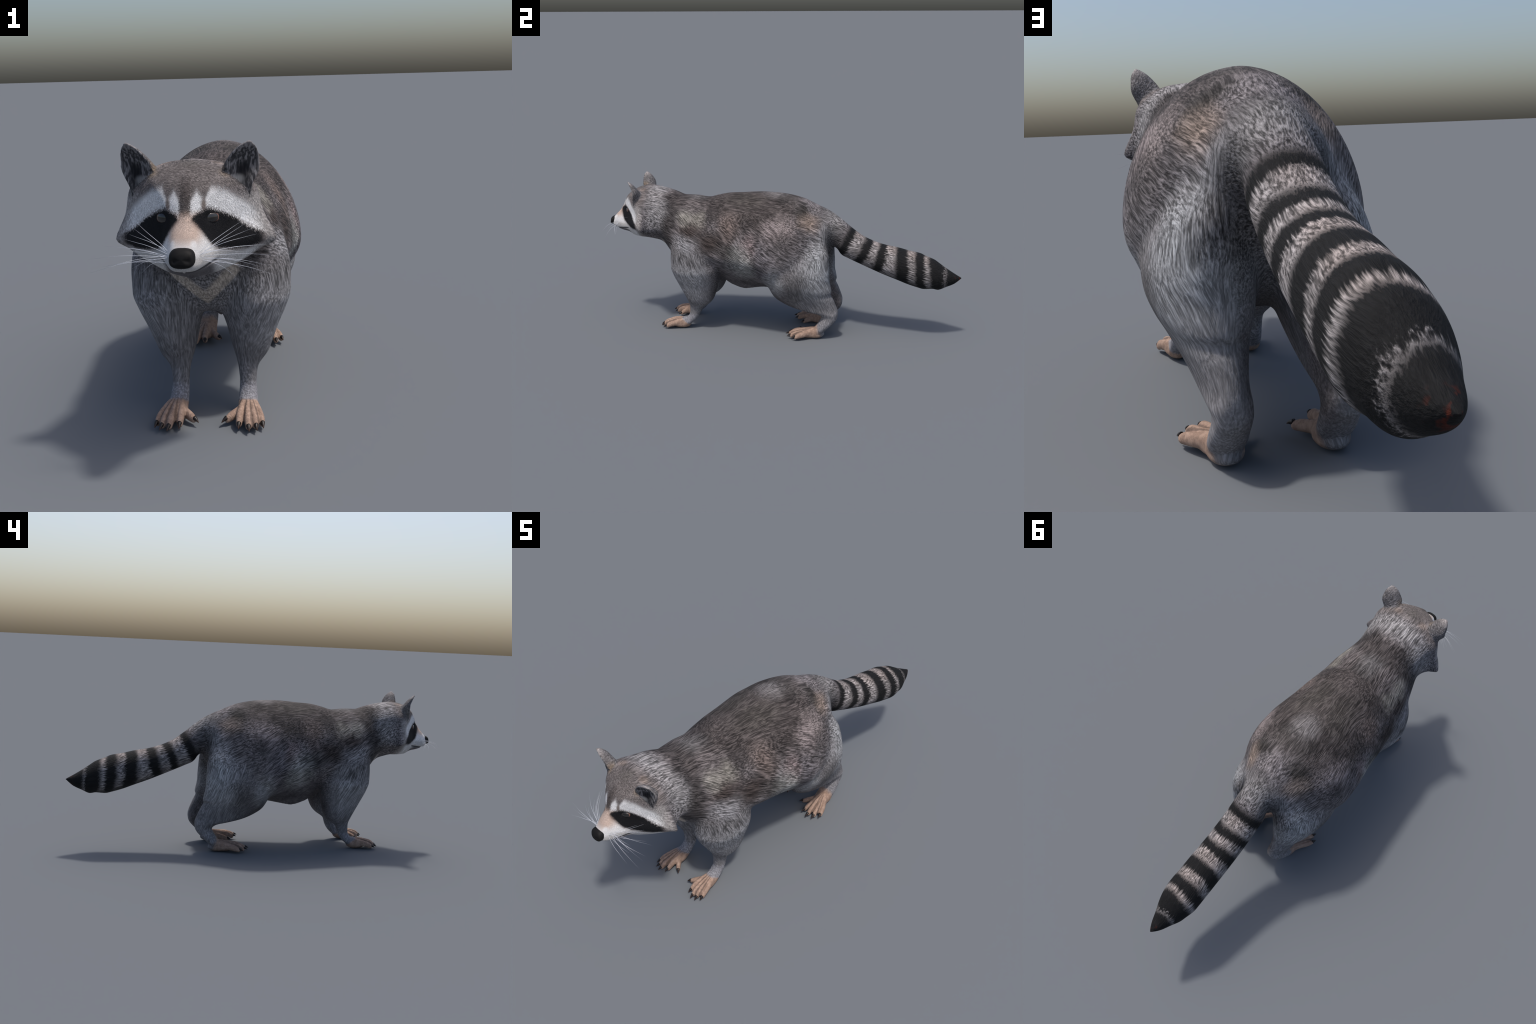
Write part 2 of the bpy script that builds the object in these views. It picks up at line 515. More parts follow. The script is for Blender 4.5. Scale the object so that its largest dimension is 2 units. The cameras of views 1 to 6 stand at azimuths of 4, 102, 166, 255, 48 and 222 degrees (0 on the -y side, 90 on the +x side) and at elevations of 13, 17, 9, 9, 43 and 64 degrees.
def strands(g):
    """Lie of the coat: back along the trunk, down the limbs, fanning back from the muzzle on the head."""
    wob = g.vmath('SCALE', g.vmath('SUBTRACT', g.noise(g.P, 30.0, 1.0, 0.5, color=True), (.5, .5, .5)), scale=0.0055)
    big = g.vmath('SCALE', g.vmath('SUBTRACT', g.noise(g.P, 5.0, 1.0, 0.5, color=True), (.5, .5, .5)), scale=0.06)
    wob = g.vmath('ADD', wob, big)
    trunk = strand_field(g, (0.04, 0.87, -0.49), wob)
    rump = strand_field(g, (-0.40, 0.79, -0.46), wob)
    shoulder = strand_field(g, (0.26, 0.85, -0.46), wob)
    trunk = g.lerp(g.step(g.y, -0.02, 0.08), trunk, rump)
    trunk = g.lerp(g.step(g.y, -0.36, -0.46), trunk, shoulder)
    back = strand_field(g, (0.10, 0.99, -0.08), wob)
    top_m = g.step(g.sub(g.z, g.mul(g.ax, 0.35)), 0.60, 0.70)
    trunk = g.lerp(top_m, trunk, back)
    limb = strand_field(g, (0.05, 0.26, -0.964), wob)
    taper = strand_field(g, (-0.34, 0.30, -0.89), wob)
    limb = g.lerp(g.mul(g.step(g.z, 0.44, 0.36), g.step(g.ax, 0.105, 0.15)), limb, taper)
    tail = strand_field(g, (0.0, 0.955, -0.296), wob)
    d = g.vmath('SUBTRACT', g.vmath('ADD', g.P, wob), (0, -0.96, 0.60))
    r = g.vmath('LENGTH', d)
    fan = g.noise(g.vmath('NORMALIZE', d), 38.0, 3.0, 0.6, w=g.mul(r, 12.0))
    low = g.mul(g.step(g.z, 0.54, 0.42), g.maximum(g.step(g.y, -0.33, -0.42), g.step(g.y, 0.02, 0.16)))
    limb_m = g.maximum(low, g.step(g.y, 0.215, 0.275))
    limb_m = g.mul(limb_m, g.inv(g.mul(g.step(g.y, 0.20, 0.27), g.step(g.ax, 0.11, 0.07))))
    tail_m = g.mul(g.step(g.y, 0.22, 0.30), g.mul(g.step(g.ax, 0.115, 0.085), g.step(g.z, 0.50, 0.56)))
    tail_m = g.maximum(tail_m, g.step(g.y, 0.335, 0.36))
    head_m = g.mul(g.step(g.y, -0.735, -0.795), g.step(g.z, 0.46, 0.52))
    head_m = g.mul(head_m, g.inv(g.mul(g.step(g.y, -0.83, -0.78), g.step(g.sub(g.z, g.mul(g.ax, 0.25)), 0.70, 0.74))))
    v = g.lerp(limb_m, trunk, limb)
    v = g.lerp(tail_m, v, tail)
    v = g.lerp(head_m, v, fan)
    return v, limb_m, head_m


def strand_gain(g, v):
    """Brightness of the coat across its strands: pale tips, grey body, narrow dark partings."""
    def ramp(x, stops, top):
        r = g.nodes.new("ShaderNodeValToRGB"); g.link(x, r.inputs[0])
        el = r.color_ramp.elements
        while len(el) < len(stops):
            el.new(0.5)
        for e, (p, k) in zip(el, stops):
            e.position = p; e.color = (k / top,) * 3 + (1,)
        bw = g.nodes.new("ShaderNodeSeparateColor"); g.link(r.outputs[0], bw.inputs[0])
        return g.mul(bw.outputs[0], top)
    body = ramp(v, [(0.30, 0.07), (0.42, 0.36), (0.50, 0.93), (0.58, 1.62), (0.70, 2.5)], 2.5)
    uneven = g.math('MULTIPLY_ADD', g.noise(g.P, 36.0, 2.0, 0.6), 0.9, 0.55)
    return g.mul(body, uneven), v


GREY = (0.115, 0.104, 0.107)
LIMB_GREY = (0.178, 0.173, 0.181)


def coat_colour(g, limb_m):
    """Soft patches of the coat, mirrored left and right: (centre, radii, colour, amount)."""
    warp = g.vmath('SCALE', g.vmath('SUBTRACT', g.noise(g.Q, 9.0, 2.0, 0.5, color=True), (.5, .5, .5)), scale=0.06)
    Q = g.vmath('ADD', g.Q, warp)
    c = g.mix(limb_m, GREY, LIMB_GREY)
    # brown-grey saddle over the back, fading down the flanks
    saddle = g.mul(g.step(g.vmath('DOT_PRODUCT', Q, (0, 0.25, 1.0)), 0.48, 0.66), g.mul(g.step(g.y, 0.19, 0.06), g.step(g.y, -0.70, -0.60)))
    c = g.mix(g.mul(saddle, 0.9), c, (0.056, 0.047, 0.045))
    mottle = g.math('MULTIPLY_ADD', g.noise(g.vmath('MULTIPLY', g.Q, (9.0, 9.0, 6.0)), 1.0, 2.0, 0.55), g.lerp(limb_m, 2.0, 0.8), g.lerp(limb_m, 0.0, 0.6))
    c = g.mix(1.0, c, g.gray(mottle), 'MULTIPLY')
    patches = [
        ((0.150, -0.605, 0.620), (0.10, 0.045, 0.12), (0.038, 0.034, 0.034), 0.77),   # dark collar behind the cheeks
        ((0.170, -0.470, 0.610), (0.09, 0.060, 0.05), (0.045, 0.035, 0.032), 0.77),   # dark shoulder band
        ((0.225, -0.350, 0.550), (0.08, 0.085, 0.05), (0.040, 0.032, 0.030), 0.77),
        ((0.245, -0.235, 0.505), (0.07, 0.065, 0.04), (0.042, 0.038, 0.037), 0.75),
        ((0.168, -0.500, 0.665), (0.05, 0.040, 0.03), (0.226, 0.213, 0.191), 0.60),   # pale flecks on the shoulder
        ((0.170, -0.420, 0.660), (0.05, 0.030, 0.03), (0.200, 0.187, 0.165), 0.55),
        ((0.000, -0.480, 0.760), (0.05, 0.060, 0.05), (0.139, 0.131, 0.131), 0.55),
        ((0.205, -0.250, 0.640), (0.06, 0.045, 0.07), (0.108, 0.084, 0.076), 0.70),   # warm brown flank
        ((0.080, -0.180, 0.775), (0.07, 0.090, 0.04), (0.052, 0.046, 0.042), 0.65),   # dark saddle spots
        ((0.040, 0.050, 0.782), (0.06, 0.045, 0.04), (0.060, 0.054, 0.052), 0.60),
        ((0.000, -0.025, 0.792), (0.05, 0.050, 0.04), (0.148, 0.139, 0.139), 0.55),
        ((0.105, 0.138, 0.725), (0.06, 0.035, 0.04), (0.040, 0.036, 0.034), 0.85),    # dark rump spot
        ((0.135, 0.190, 0.668), (0.040, 0.050, 0.045), (0.225, 0.172, 0.140), 0.62),  # tan rump patch
        ((0.200, 0.060, 0.660), (0.05, 0.050, 0.05), (0.217, 0.184, 0.181), 0.65),    # pinkish pale flank
        ((0.230, -0.015, 0.630), (0.05, 0.040, 0.06), (0.196, 0.165, 0.165), 0.60),
        ((0.260, -0.130, 0.530), (0.06, 0.040, 0.06), (0.165, 0.126, 0.126), 0.65),
        ((0.240, -0.170, 0.420), (0.10, 0.060, 0.09), (0.252, 0.252, 0.244), 0.65),   # pale belly side
        ((0.250, -0.050, 0.440), (0.10, 0.045, 0.10), (0.105, 0.096, 0.104), 0.75),   # dusky flank before the thigh
        ((0.170, 0.255, 0.430), (0.10, 0.070, 0.13), (0.270, 0.274, 0.283), 0.72),    # pale back of the thigh
        ((0.220, 0.005, 0.350), (0.08, 0.045, 0.07), (0.278, 0.280, 0.287), 0.65),
        ((0.200, 0.220, 0.315), (0.06, 0.050, 0.05), (0.270, 0.270, 0.278), 0.55),
        ((0.225, 0.120, 0.310), (0.08, 0.045, 0.09), (0.100, 0.095, 0.095), 0.60),
        ((0.225, -0.470, 0.320), (0.10, 0.090, 0.09), (0.252, 0.252, 0.263), 0.65),   # pale forearm sleeve
        ((0.225, -0.490, 0.520), (0.09, 0.060, 0.045), (0.204, 0.202, 0.213), 0.60),  # pale shoulder point
        ((0.240, -0.460, 0.435), (0.09, 0.100, 0.035), (0.120, 0.115, 0.118), 0.60),
        ((0.070, 0.300, 0.580), (0.05, 0.045, 0.05), (0.040, 0.040, 0.044), 0.80),    # dark whorl under the tail root
        ((0.095, 0.290, 0.480), (0.06, 0.060, 0.07), (0.070, 0.062, 0.060), 0.60),
        ((0.000, 0.300, 0.660), (0.09, 0.060, 0.06), (0.178, 0.171, 0.171), 0.60),    # pale tail root
        ((0.000, -0.690, 0.795), (0.10, 0.050, 0.05), (0.235, 0.224, 0.224), 0.70),   # pale nape
        ((0.150, -0.680, 0.690), (0.06, 0.045, 0.09), (0.217, 0.209, 0.212), 0.65),
        ((0.000, -0.560, 0.745), (0.14, 0.035, 0.05), (0.050, 0.043, 0.042), 0.70),   # dark nape band
    ]
    for ctr, rad, col, amt in patches:
        wide = tuple(1.35 * k for k in rad)
        c = g.mix(g.mul(g.spot(ctr, wide, Q, soft=1.3), min(1.0, amt * 1.3)), c, col)
    # pale tan bib on the chest, V shaped
    bib = g.mul(g.mul(g.step(g.sub(g.z, g.mul(g.ax, 1.12)), 0.352, 0.366), g.step(g.sub(g.z, g.mul(g.ax, 1.12)), 0.425, 0.400)),
                g.mul(g.step(g.y, -0.49, -0.53), g.step(g.ax, 0.110, 0.090)))
    c = g.mix(g.mul(bib, 0.95), c, (0.400, 0.350, 0.305))
    return c, bib


def fur_material(name, kind):
    g = Graph(name, 0.8, 0.15)
    v, limb_m, head_m = strands(g)
    gain, relief = strand_gain(g, v)
    soft = 1.0
    c, bib = coat_colour(g, limb_m)
    contrast = g.lerp(g.step(g.z, 0.48, 0.26), 0.82, 0.42)
    contrast = g.lerp(g.mul(g.step(g.z, 0.735, 0.775), g.step(g.y, -0.62, -0.55)), contrast, 0.60)
    contrast = g.lerp(bib, contrast, 0.45)
    if kind in ("head", "ear"):
        c, contrast = face_colour(g, c, contrast, v)
    if kind == "ear":
        base = g.spot((0.100, -0.815, 0.785), (0.030, 0.025, 0.022))
        c = g.mix(0.75, c, (0.135, 0.128, 0.130))
        c = g.mix(g.mul(base, 0.7), c, (0.200, 0.150, 0.105))
        c = g.mix(g.mul(g.step(g.z, 0.825, 0.85), 0.7), c, (0.330, 0.300, 0.290))
    if kind == "tail":
        c, contrast = tail_colour(g, v, c)
    if kind in ("paw", "leg"):
        c, contrast = paw_colour(g, c, contrast)
    m = g.lerp(contrast, 1.0, gain)
    c = g.mix(1.0, c, g.gray(m), 'MULTIPLY')
    return g.finish(c, relief, 0.6, 0.006)


def face_colour(g, c, contrast, v):
    fine = g.sub(v, 0.5)
    ragged = g.mul(fine, 0.065)
    zr = g.add(g.z, ragged)
    axr = g.add(g.ax, g.mul(fine, 0.020))
    front = g.step(g.y, -0.735, -0.775)
    # crown: grey brown
    crown = g.mul(g.step(g.y, -0.715, -0.765), g.step(g.z, 0.70, 0.75))
    c = g.mix(g.mul(crown, 0.8), c, (0.135, 0.118, 0.113))
    c = g.mix(g.mul(g.spot((0.068, -0.770, 0.795), (0.022, 0.018, 0.03)), 0.5), c, (0.260, 0.205, 0.175))
    c = g.mix(g.mul(g.spot((0.0, -0.800, 0.80), (0.035, 0.035, 0.03)), 0.6), c, (0.075, 0.068, 0.062))
    # cheeks and sides pale grey
    side = g.mul(front, g.step(g.z, 0.735, 0.70))
    c = g.mix(g.mul(side, 0.8), c, (0.330, 0.310, 0.300))
    # white brow band
    up = g.curve(g.ax, [(0.0, .700), (.010, .712), (.028, .738), (.040, .722), (.046, .716), (.060, .744), (.090, .737), (.130, .706), (.170, .672), (.21, .63)], .6, .8)
    white = g.mul(g.mul(g.step(g.sub(zr, up), 0.010, -0.012), g.step(axr, 0.010, 0.017)), g.step(g.y, -0.770, -0.805))
    c = g.mix(g.mul(white, 0.95), c, (0.66, 0.655, 0.66))
    # brown notch between the two white brow spots and the dark stripe up the forehead
    notch = g.mul(g.spot((0.044, -0.895, 0.706), (0.007, 0.04, 0.017), soft=1.0), 0.85)
    c = g.mix(notch, c, (0.100, 0.070, 0.055))
    stripe = g.mul(g.step(axr, 0.019, 0.008), g.mul(g.step(g.z, 0.655, 0.685), g.step(g.z, 0.785, 0.745)))
    c = g.mix(g.mul(stripe, 0.9), c, (0.062, 0.052, 0.050))
    # muzzle: white sides, tan bridge
    muzzle = g.mul(g.step(g.y, -0.855, -0.885), g.step(g.z, 0.690, 0.665))
    c = g.mix(g.mul(muzzle, 0.95), c, (0.70, 0.69, 0.69))
    tan = g.mul(g.mul(g.step(axr, 0.058, 0.026), g.step(g.z, 0.606, 0.640)), g.mul(g.step(g.z, 0.700, 0.672), g.step(g.y, -0.86, -0.89)))
    c = g.mix(g.mul(tan, 0.85), c, (0.46, 0.33, 0.26))
    c = g.mix(g.mul(g.spot((0.028, -0.960, 0.622), (0.010, 0.014, 0.012)), 0.8), c, (0.75, 0.74, 0.74))
    # white jaw below the mask, dusky throat
    jaw = g.mul(g.step(g.z, 0.600, 0.585), g.mul(g.step(g.y, -0.79, -0.83), g.step(g.z, 0.515, 0.535)))
    c = g.mix(g.mul(jaw, 0.8), c, (0.52, 0.50, 0.485))
    # black mask from the bridge past the eye to the cheek
    top = g.curve(g.ax, [(0.0, .655), (.014, .672), (.022, .686), (.052, .700), (.078, .687), (.103, .673), (.140, .643), (.170, .624), (.22, .60)], .55, .75)
    bot = g.curve(g.ax, [(0.0, .680), (.018, .671), (.034, .652), (.048, .630), (.062, .606), (.076, .593), (.110, .585), (.145, .582), (.180, .589), (.22, .60)], .55, .75)
    zm = g.add(g.z, g.mul(fine, 0.030))
    brown = g.mul(g.mul(g.step(g.sub(zm, top), 0.010, -0.008), g.step(g.sub(zm, bot), -0.012, 0.006)), g.mul(g.step(g.ax, 0.206, 0.176), g.step(g.y, -0.750, -0.785)))
    c = g.mix(g.mul(brown, 0.75), c, (0.085, 0.058, 0.050))
    mask = g.mul(g.mul(g.step(g.sub(zm, top), 0.002, -0.008), g.step(g.sub(zm, bot), -0.003, 0.007)), g.mul(g.step(axr, 0.196, 0.168), g.step(g.y, -0.768, -0.79)))
    c = g.mix(mask, c, (0.0085, 0.0085, 0.010))
    # dark parting of the lips
    lip_z = g.math('MULTIPLY_ADD', g.y, 0.15, 0.5535 + 0.15 * 0.955)
    lip = g.mul(g.step(g.math('ABSOLUTE', g.sub(g.z, lip_z)), 0.0045, 0.0018), g.mul(g.step(g.y, -0.862, -0.875), g.step(g.ax, 0.0, 0.004)))
    c = g.mix(g.mul(lip, 0.9), c, (0.020, 0.018, 0.020))
    chin_shade = g.mul(g.step(g.sub(g.z, lip_z), 0.0, -0.003), g.mul(g.step(g.y, -0.80, -0.85), g.step(g.ax, 0.072, 0.050)))  # lower jaw painted grey-purple for the shadow under the muzzle
    c = g.mix(g.mul(chin_shade, 0.9), c, (0.085, 0.078, 0.086))
    c = g.mix(g.mul(g.spot((0.140, -0.812, 0.760), (0.026, 0.022, 0.020)), 0.75), c, (0.045, 0.044, 0.046))
    c = g.mix(g.mul(g.spot((0.098, -0.828, 0.780), (0.022, 0.018, 0.016)), 0.7), c, (0.190, 0.145, 0.105))
    pale = g.maximum(white, muzzle, g.mul(side, 0.6))
    contrast = g.lerp(crown, contrast, 0.6)
    contrast = g.lerp(pale, contrast, 0.30)
    contrast = g.lerp(mask, contrast, 0.25)
    return c, contrast


def tail_colour(g, v, coat):
    """Six black rings and a black tip, ragged along the strands."""
    axis_z = g.curve(g.y, [(.30, .585), (.40, .525), (.60, .440), (.80, .385), (1.0, .360)], .3, .6)
    lean = g.curve(g.y, [(.30, .42), (.50, .36), (.565, .26), (.65, .0), (.72, -.08), (1.0, -.08)], -.2, .5)
    coarse = g.noise(g.P, 11.0, 2.0, 0.5)
    t = g.sub(g.y, g.mul(lean, g.sub(g.z, axis_z)))
    t = g.add(t, g.mul(g.sub(v, 0.5), 0.055))
    t = g.add(t, g.mul(g.sub(coarse, 0.5), 0.034))
    c = (0.195, 0.180, 0.179)
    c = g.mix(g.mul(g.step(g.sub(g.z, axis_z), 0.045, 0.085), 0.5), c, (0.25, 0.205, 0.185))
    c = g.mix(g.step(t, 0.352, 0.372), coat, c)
    black = None
    for mid, half in ((.379, .021), (.474, .021), (.564, .025), (.680, .033), (.781, .027), (.871, .037), (.988, .070)):
        b = g.step(g.math('ABSOLUTE', g.sub(t, mid)), half + .013, half - .010)
        black = b if black is None else g.maximum(black, b)
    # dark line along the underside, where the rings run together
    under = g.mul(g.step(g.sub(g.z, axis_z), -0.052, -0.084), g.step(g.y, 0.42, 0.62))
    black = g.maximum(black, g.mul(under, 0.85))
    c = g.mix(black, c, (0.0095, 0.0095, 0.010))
    tip = g.mul(g.step(g.y, 0.955, 0.985), g.step(g.noise(g.P, 70.0, 2.0), 0.52, 0.66))
    c = g.mix(g.mul(tip, 0.6), c, (0.10, 0.018, 0.008))
    return c, g.lerp(black, 0.88, 0.30)


def paw_colour(g, c, contrast):
    """Bare tan skin on the toes, fading through a pale cuff into the fur of the leg."""
    n = g.mul(g.sub(g.noise(g.P, 90.0, 2.0), 0.5), 0.020)
    fore = g.mul(g.step(g.y, -0.30, -0.34), g.step(g.add(g.add(g.z, n), g.mul(g.add(g.y, 0.545), 0.75)), 0.062, 0.046))
    hind = g.mul(g.step(g.y, -0.02, 0.02), g.step(g.add(g.add(g.y, n), g.mul(g.z, 0.35)), 0.272, 0.244))
    hind = g.mul(hind, g.step(g.z, 0.105, 0.085))
    skin_m = g.maximum(fore, hind)
    cuff_f = g.mul(g.step(g.y, -0.40, -0.44), g.mul(g.step(g.z, 0.098, 0.080), 0.6))
    cuff_h = g.mul(g.step(g.y, 0.02, 0.1), g.mul(g.mul(g.step(g.z, 0.11, 0.07), g.step(g.z, 0.02, 0.05)), 0.3))
    c = g.mix(g.maximum(cuff_f, cuff_h), c, (0.235, 0.233, 0.258))
    mott = g.noise(g.P, 60.0, 3.0, 0.6)
    skin = g.mix(g.step(mott, 0.42, 0.62), (0.285, 0.195, 0.150), (0.370, 0.258, 0.200))
    # dark lines between the digits
    digit_line = None
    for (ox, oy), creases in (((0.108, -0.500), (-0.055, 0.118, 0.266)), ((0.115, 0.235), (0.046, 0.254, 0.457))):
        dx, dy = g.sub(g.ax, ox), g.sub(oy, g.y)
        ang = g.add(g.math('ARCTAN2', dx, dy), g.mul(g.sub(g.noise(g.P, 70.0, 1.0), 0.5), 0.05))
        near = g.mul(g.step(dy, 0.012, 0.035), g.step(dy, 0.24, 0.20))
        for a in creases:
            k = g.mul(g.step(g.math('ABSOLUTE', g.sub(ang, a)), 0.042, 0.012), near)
            digit_line = k if digit_line is None else g.maximum(digit_line, k)
    skin = g.mix(g.mul(digit_line, 0.65), skin, (0.075, 0.055, 0.048))
    c = g.mix(skin_m, c, skin)
    return c, g.lerp(skin_m, contrast, 0.06)


def inner_ear_material():
    g = Graph("ear_hollow_fur", 0.85, 0.1)
    hair = g.noise(g.vmath('MULTIPLY', g.Q, (170.0, 170.0, 40.0)), 1.0, 2.0, 0.55)
    c = g.mix(g.step(hair, 0.42, 0.66), (0.040, 0.039, 0.042), (0.210, 0.200, 0.205))
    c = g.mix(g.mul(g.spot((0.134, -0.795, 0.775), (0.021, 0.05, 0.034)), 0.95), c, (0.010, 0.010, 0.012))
    c = g.mix(g.mul(g.spot((0.122, -0.810, 0.757), (0.016, 0.04, 0.013)), 0.6), c, (0.220, 0.220, 0.222))
    c = g.mix(g.mul(g.step(g.ax, 0.166, 0.176), 0.6), c, (0.26, 0.245, 0.245))
    c = g.mix(g.mul(g.step(g.z, 0.832, 0.850), 0.6), c, (0.26, 0.245, 0.245))
    return g.finish(c, hair, 0.4, 0.003)


def claw_material():
    g = Graph("claw_horn", 0.4, 0.4)
    n = g.noise(g.P, 220.0, 2.0)
    c = g.mix(g.step(g.y, -0.012, -0.022), (0.010, 0.007, 0.006), (0.045, 0.020, 0.010))
    c = g.mix(g.mul(g.step(n, 0.5, 0.65), 0.5), c, (0.030, 0.014, 0.008))
    return g.finish(c)


def nose_material():
    g = Graph("nose_leather", 0.6, 0.12)
    n = g.noise(g.P, 420.0, 2.0)
    return g.finish(g.mix(n, (0.005, 0.005, 0.005), (0.014, 0.013, 0.013)), n, 0.2, 0.001)


def eye_material():
    g = Graph("eye_gloss", 0.12, 0.5)
    g.bsdf.inputs["Coat Weight"].default_value = 0.4
    c = g.mix(g.step(g.vmath('LENGTH', g.vmath('SUBTRACT', g.Q, (.0590, -.8760, .671))), 0.006, 0.012), (0.008, 0.008, 0.008), (0.018, 0.016, 0.015))
    return g.finish(c)


def lid_material():
    g = Graph("eyelid_skin", 0.5, 0.3)
    edge = g.step(g.math('ABSOLUTE', g.sub(g.z, 0.671)), 0.012, 0.006)
    c = g.mix(g.mul(edge, 0.9), (0.012, 0.011, 0.011), (0.200, 0.105, 0.080))
    return g.finish(c)


def whisker_material():
    g = Graph("whisker_bristle", 0.4, 0.4)
    c = g.mix(g.step(g.ax, 0.10, 0.22), (0.66, 0.68, 0.74), (0.22, 0.23, 0.26))
    return g.finish(c)


MAT_FUR = fur_material("grey_coat", "leg")
MAT_TAIL = fur_material("ringed_tail_fur", "tail")
MAT_HEAD = fur_material("masked_face_fur", "head")
MAT_EAR = fur_material("ear_fur", "ear")
MAT_PAW = fur_material("bare_paw_skin", "paw")
MAT_INNER_EAR = inner_ear_material()
MAT_CLAW = claw_material()
MAT_NOSE = nose_material()
MAT_EYE = eye_material()
MAT_LID = lid_material()
MAT_WHISKER = whisker_material()


# ---------------------------------------------------------------- assembly
def new_object(name, me, parent, mats=()):
    ob = bpy.data.objects.new(name, me)
    bpy.context.scene.collection.objects.link(ob)
    ob.parent = parent
    for m in mats:
        me.materials.append(m)
    return ob


def shade_smooth(me):
    me.polygons.foreach_set("use_smooth", [True] * len(me.polygons))


def vertex_normals(co, faces):
    nrm = np.zeros_like(co)
    for size in (3, 4):
        f = np.array([p for p in faces if len(p) == size])
        if len(f) == 0:
            continue
        n = np.cross(co[f[:, 2]] - co[f[:, 0]], co[f[:, -1]] - co[f[:, 1]])
        for k in range(size):
            np.add.at(nrm, f[:, k], n)
    return nrm / (np.linalg.norm(nrm, axis=1)[:, None] + 1e-12)


def carve_face(co, nrm):
    """Eye sockets and the mouth line pressed into the fused skin."""
    ax = np.abs(co[:, 0])
    e = np.sqrt(((ax - .057) / .020) ** 2 + ((co[:, 1] + .874) / .03) ** 2 + ((co[:, 2] - .671) / .014) ** 2)
    co = co - nrm * (0.004 * np.clip(1.2 - e, 0, 1))[:, None]
    front = np.clip((-.862 - co[:, 1]) / .02, 0, 1)
    line = .5535 + 0.15 * (co[:, 1] + .955)
    g = np.clip(1 - np.abs(co[:, 2] - line) / .006, 0, 1) * front * (ax > 0.004)
    return co - nrm * (0.004 * g)[:, None]


def build():
    co, faces = fused_skin()
    labels, D = label_distances(co)
    co = smooth_skin(co, faces, D)
    co[:, 2] = np.maximum(co[:, 2], 0.0005)      # pads rest flat on the ground
    nrm = vertex_normals(co, faces)
    co = carve_face(co, nrm)
    nrm = vertex_normals(co, faces)
    fc = np.array([co[list(f)].mean(axis=0) for f in faces])
    fD = np.array([D[:, list(f)].mean(axis=1) for f in faces]).T
    for tag in "LR":     # the paw takes over below the wrist and the ankle
        for limb, paw, cond in (("foreleg", "hand", fc[:, 2] < 0.062 + 0.0 * fc[:, 1]),
                                ("hindleg", "foot", (fc[:, 2] < 0.062) & (fc[:, 1] < 0.262))):
            a, b = labels.index(limb + tag), labels.index(paw + tag)
            m = np.minimum(fD[a], fD[b])
            fD[a] = np.where(cond, 9, m); fD[b] = np.where(cond, m, 9)
    h, t, ta = labels.index("head"), labels.index("torso"), labels.index("tail")
    m = np.minimum(fD[h], fD[t]); isH = fc[:, 1] < -0.665 - 0.12 * (fc[:, 2] - .62)
    fD[h] = np.where(isH, m, 9); fD[t] = np.where(isH, 9, m)
    m = np.minimum(fD[ta], fD[t]); isT = fc[:, 1] > 0.328 + 0.38 * (fc[:, 2] - .545)
    fD[ta] = np.where(isT, m, 9); fD[t] = np.where(isT, 9, np.where(fc[:, 1] > -.6, m, fD[t]))
    lab = fD.argmin(axis=0)

    inner = np.zeros(len(faces), bool)
    for (v, f), tag in zip(EAR_FRONT, "LR"):
        tree = BVHTree.FromPolygons([Vector(p) for p in v], f)
        tv, tf = next((c[1], c[2]) for c in COMPONENTS if c[0] == "ear" + tag)
        for i in np.nonzero(lab == labels.index("ear" + tag))[0]:
            r = tree.find_nearest(Vector(fc[i]))
            n = nrm[list(faces[i])].mean(axis=0)
            if r[3] < 0.0045 and n[1] < 0.12:
                inner[i] = True

    root = bpy.data.objects.new("raccoon", None)
    bpy.context.scene.collection.objects.link(root)
    root.empty_display_size = 0.1
    root.location.x = -0.0025
    root["label"] = "grey raccoon walking, black eye mask, ringed bushy tail"
    root["category"] = "raccoon"

    def part(name, mask, mat, parent):
        ids = np.nonzero(mask)[0]
        used = sorted({v for i in ids for v in faces[i]})
        remap = {v: k for k, v in enumerate(used)}
        me = bpy.data.meshes.new(name)
        me.from_pydata([tuple(co[v]) for v in used], [], [tuple(remap[v] for v in faces[i]) for i in ids])
        shade_smooth(me)
        me.normals_split_custom_set_from_vertices([tuple(nrm[v]) for v in used])
        return new_object(name, me, parent, [mat])

    names = {"torso": "torso", "tail": "tail", "head": "head", "earL": "ear", "earR": "ear",
             "forelegL": "foreleg", "forelegR": "foreleg", "hindlegL": "hindleg", "hindlegR": "hindleg",
             "handL": "forepaw", "handR": "forepaw", "footL": "hindpaw", "footR": "hindpaw"}
    mats = {"torso": MAT_FUR, "tail": MAT_TAIL, "head": MAT_HEAD, "ear": MAT_EAR, "foreleg": MAT_FUR,
            "hindleg": MAT_FUR, "forepaw": MAT_PAW, "hindpaw": MAT_PAW}
    obs = {}
    for k, l in enumerate(labels):
        n = names[l]
        obs[l] = part(n, (lab == k) & ~inner, mats[n], root)
        if l.startswith("ear"):
            part("inner_ear", (lab == k) & inner, MAT_INNER_EAR, obs[l])

    # claws sit on the digit tips
    cm = claw_mesh(); shade_smooth(cm); cm.materials.append(MAT_CLAW)
    for digits, key, lift in ((HAND_DIGITS, "hand", .004), (FOOT_DIGITS, "foot", .005)):
        for sgn, tag in ((1, "L"), (-1, "R")):
            for path, r in digits:
                a, b = np.array(path[-2]), np.array(path[-1])
                d = b - a; d /= np.linalg.norm(d)
                c = bpy.data.objects.new("claw", cm)
                bpy.context.scene.collection.objects.link(c); c.parent = obs[key + tag]
                tip = b + d * 0.004 + np.array([0, 0, lift + 0.003])
                c.location = (tip[0] * sgn, tip[1], tip[2])
                c.scale = (1.0, 0.8, 1.0)
                c.rotation_euler = (0.10 if key == "hand" else -0.05, 0, math.atan2(d[0] * sgn, -d[1]))

    # nose: a rounded leathery block with two nostrils
    th = np.linspace(0, 2 * np.pi, 32, endpoint=False)
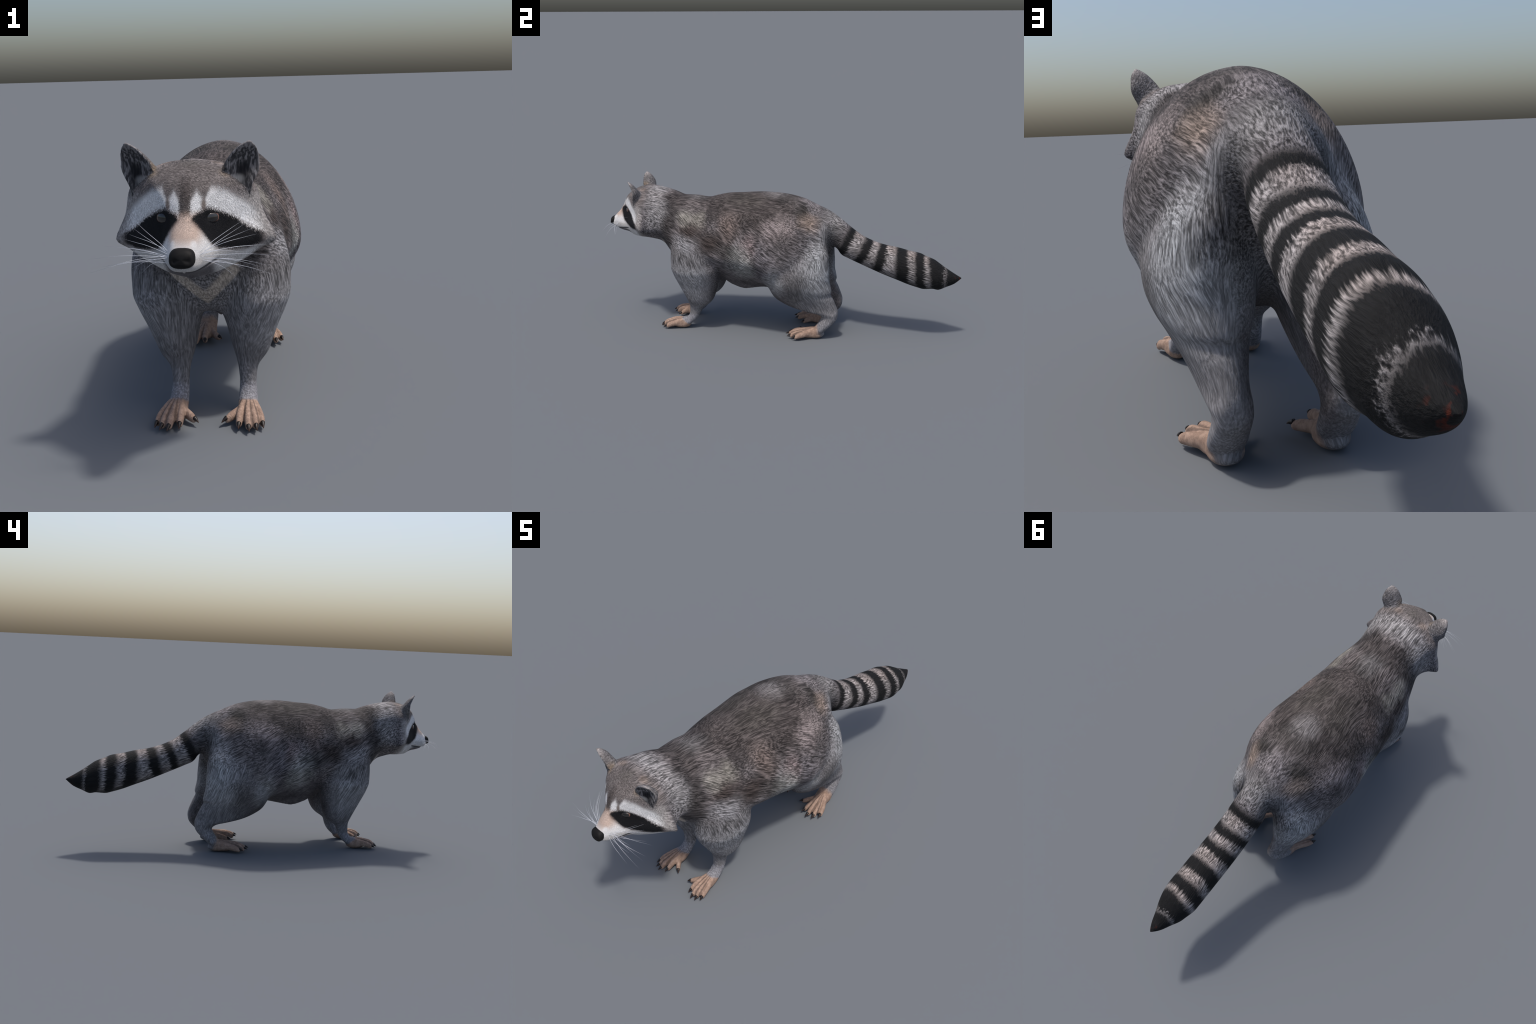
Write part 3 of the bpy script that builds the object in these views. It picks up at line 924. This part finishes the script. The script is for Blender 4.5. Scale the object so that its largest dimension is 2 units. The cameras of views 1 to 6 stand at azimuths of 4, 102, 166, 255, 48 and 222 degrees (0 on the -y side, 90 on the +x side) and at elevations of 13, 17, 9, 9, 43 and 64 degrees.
    prof = [(-.962, .020, .016, .597), (-.968, .0285, .021, .596), (-.978, .0315, .0235, .5945), (-.988, .030, .0225, .594),
            (-.996, .0225, .017, .594), (-1.0, .012, .009, .594)]
    P = np.array(prof); o = np.argsort(P[:, 0]); P = P[o]
    q = np.linspace(P[0, 0], P[-1, 0], 24); P = pchip(P[:, 0], P[:, 1:], q)
    rings = []
    for y, (w, hh, zc) in zip(q, P):
        x = w * signed_pow(np.cos(th), 2 / 2.6) * (1 + 0.05 * -np.sin(th)); z = zc + hh * signed_pow(np.sin(th), 2 / 2.6)
        rings.append(np.stack([x, y + 0.25 * (z - .594) , z], 1))
    v, f = skin_rings(np.array(rings))
    v = np.array(v)
    g = np.exp(-(((np.abs(v[:, 0]) - .016) / .006) ** 2 + ((v[:, 2] - .590) / .006) ** 2)) * (v[:, 1] < -.985)
    v[:, 1] += .005 * g
    me = bpy.data.meshes.new("nose"); me.from_pydata([tuple(p) for p in v], [], f); shade_smooth(me)
    new_object("nose", me, root, [MAT_NOSE])

    # eyes with a pinkish lid rim at the corners
    for sgn in (1, -1):
        out = np.array([.52, -.83, .12]); out /= np.linalg.norm(out)
        side = np.array([.83, .52, -.05]); side -= out * (side @ out); side /= np.linalg.norm(side)
        up = np.cross(out, side); up *= np.sign(up[2])
        c0 = np.array([.0560, -.8690, .671])

        def disc(k, a, b, bulge, thick):
            pts = []
            for rr in np.linspace(1, 0.02, 9):
                for t in np.linspace(0, 2 * np.pi, 28, endpoint=False):
                    pts.append(c0 + side * a * rr * math.cos(t) + up * b * rr * signed_pow(np.array(math.sin(t)), .8)
                               + out * (bulge * math.sqrt(max(0, 1 - rr * rr)) + thick))
            rings = np.array(pts).reshape(9, 28, 3)
            back = rings[0] - out * .012
            v, f = skin_rings(np.concatenate([back[None], rings]))
            if sgn < 0:
                v, f = mirrored((v, f))
            me = bpy.data.meshes.new(k); me.from_pydata(v, [], f); shade_smooth(me)
            return me
        new_object("eye", disc("eye", .0180, .0118, .0045, .0085), root, [MAT_EYE])
        lid = new_object("eyelid", disc("eyelid", .0202, .0132, .003, 0.0075), root, [MAT_LID])

    # whiskers: fine tapering bristles fanning out from the muzzle
    ends = [(.222, -.955, .548, 1), (.238, -.945, .588, 1), (.205, -.905, .552, 1), (.215, -.875, .602, .9), (.190, -.985, .566, .8),
            (.150, -.858, .634, .8), (.140, -.852, .648, .8), (.132, -.868, .658, .8), (.160, -.850, .617, .8),
            (.168, -.880, .600, .8), (.120, -.925, .540, .7), (.140, -.915, .555, .7), (.150, -.930, .600, .7)]
    rnd = random.Random(3)
    for sgn in (1, -1):
        for i, (x, y, z, k) in enumerate(ends):
            r0 = np.array([.036 + rnd.uniform(-.002, .006), -.945 + rnd.uniform(-.012, .016), .590 + (z - .59) * .18 + rnd.uniform(-.006, .006)])
            e = np.array([x + rnd.uniform(-.008, .008), y + rnd.uniform(-.008, .008), z + rnd.uniform(-.006, .006)])
            mid = (r0 + e) / 2 + np.array([.006, -.008, .008])
            path = np.array([r0, (r0 + mid) / 2 + np.array([0, -.002, .002]), mid, e])
            w = .0005 * k
            v, f = tube(path * np.array([sgn, 1, 1]), [w, w, w * .8, w * .15], [w, w, w * .8, w * .15], n=6, samples=14, roundcap=False)
            me = bpy.data.meshes.new("whisker"); me.from_pydata(v, [], f); shade_smooth(me)
            new_object("whisker", me, obs["head"], [MAT_WHISKER])


build()
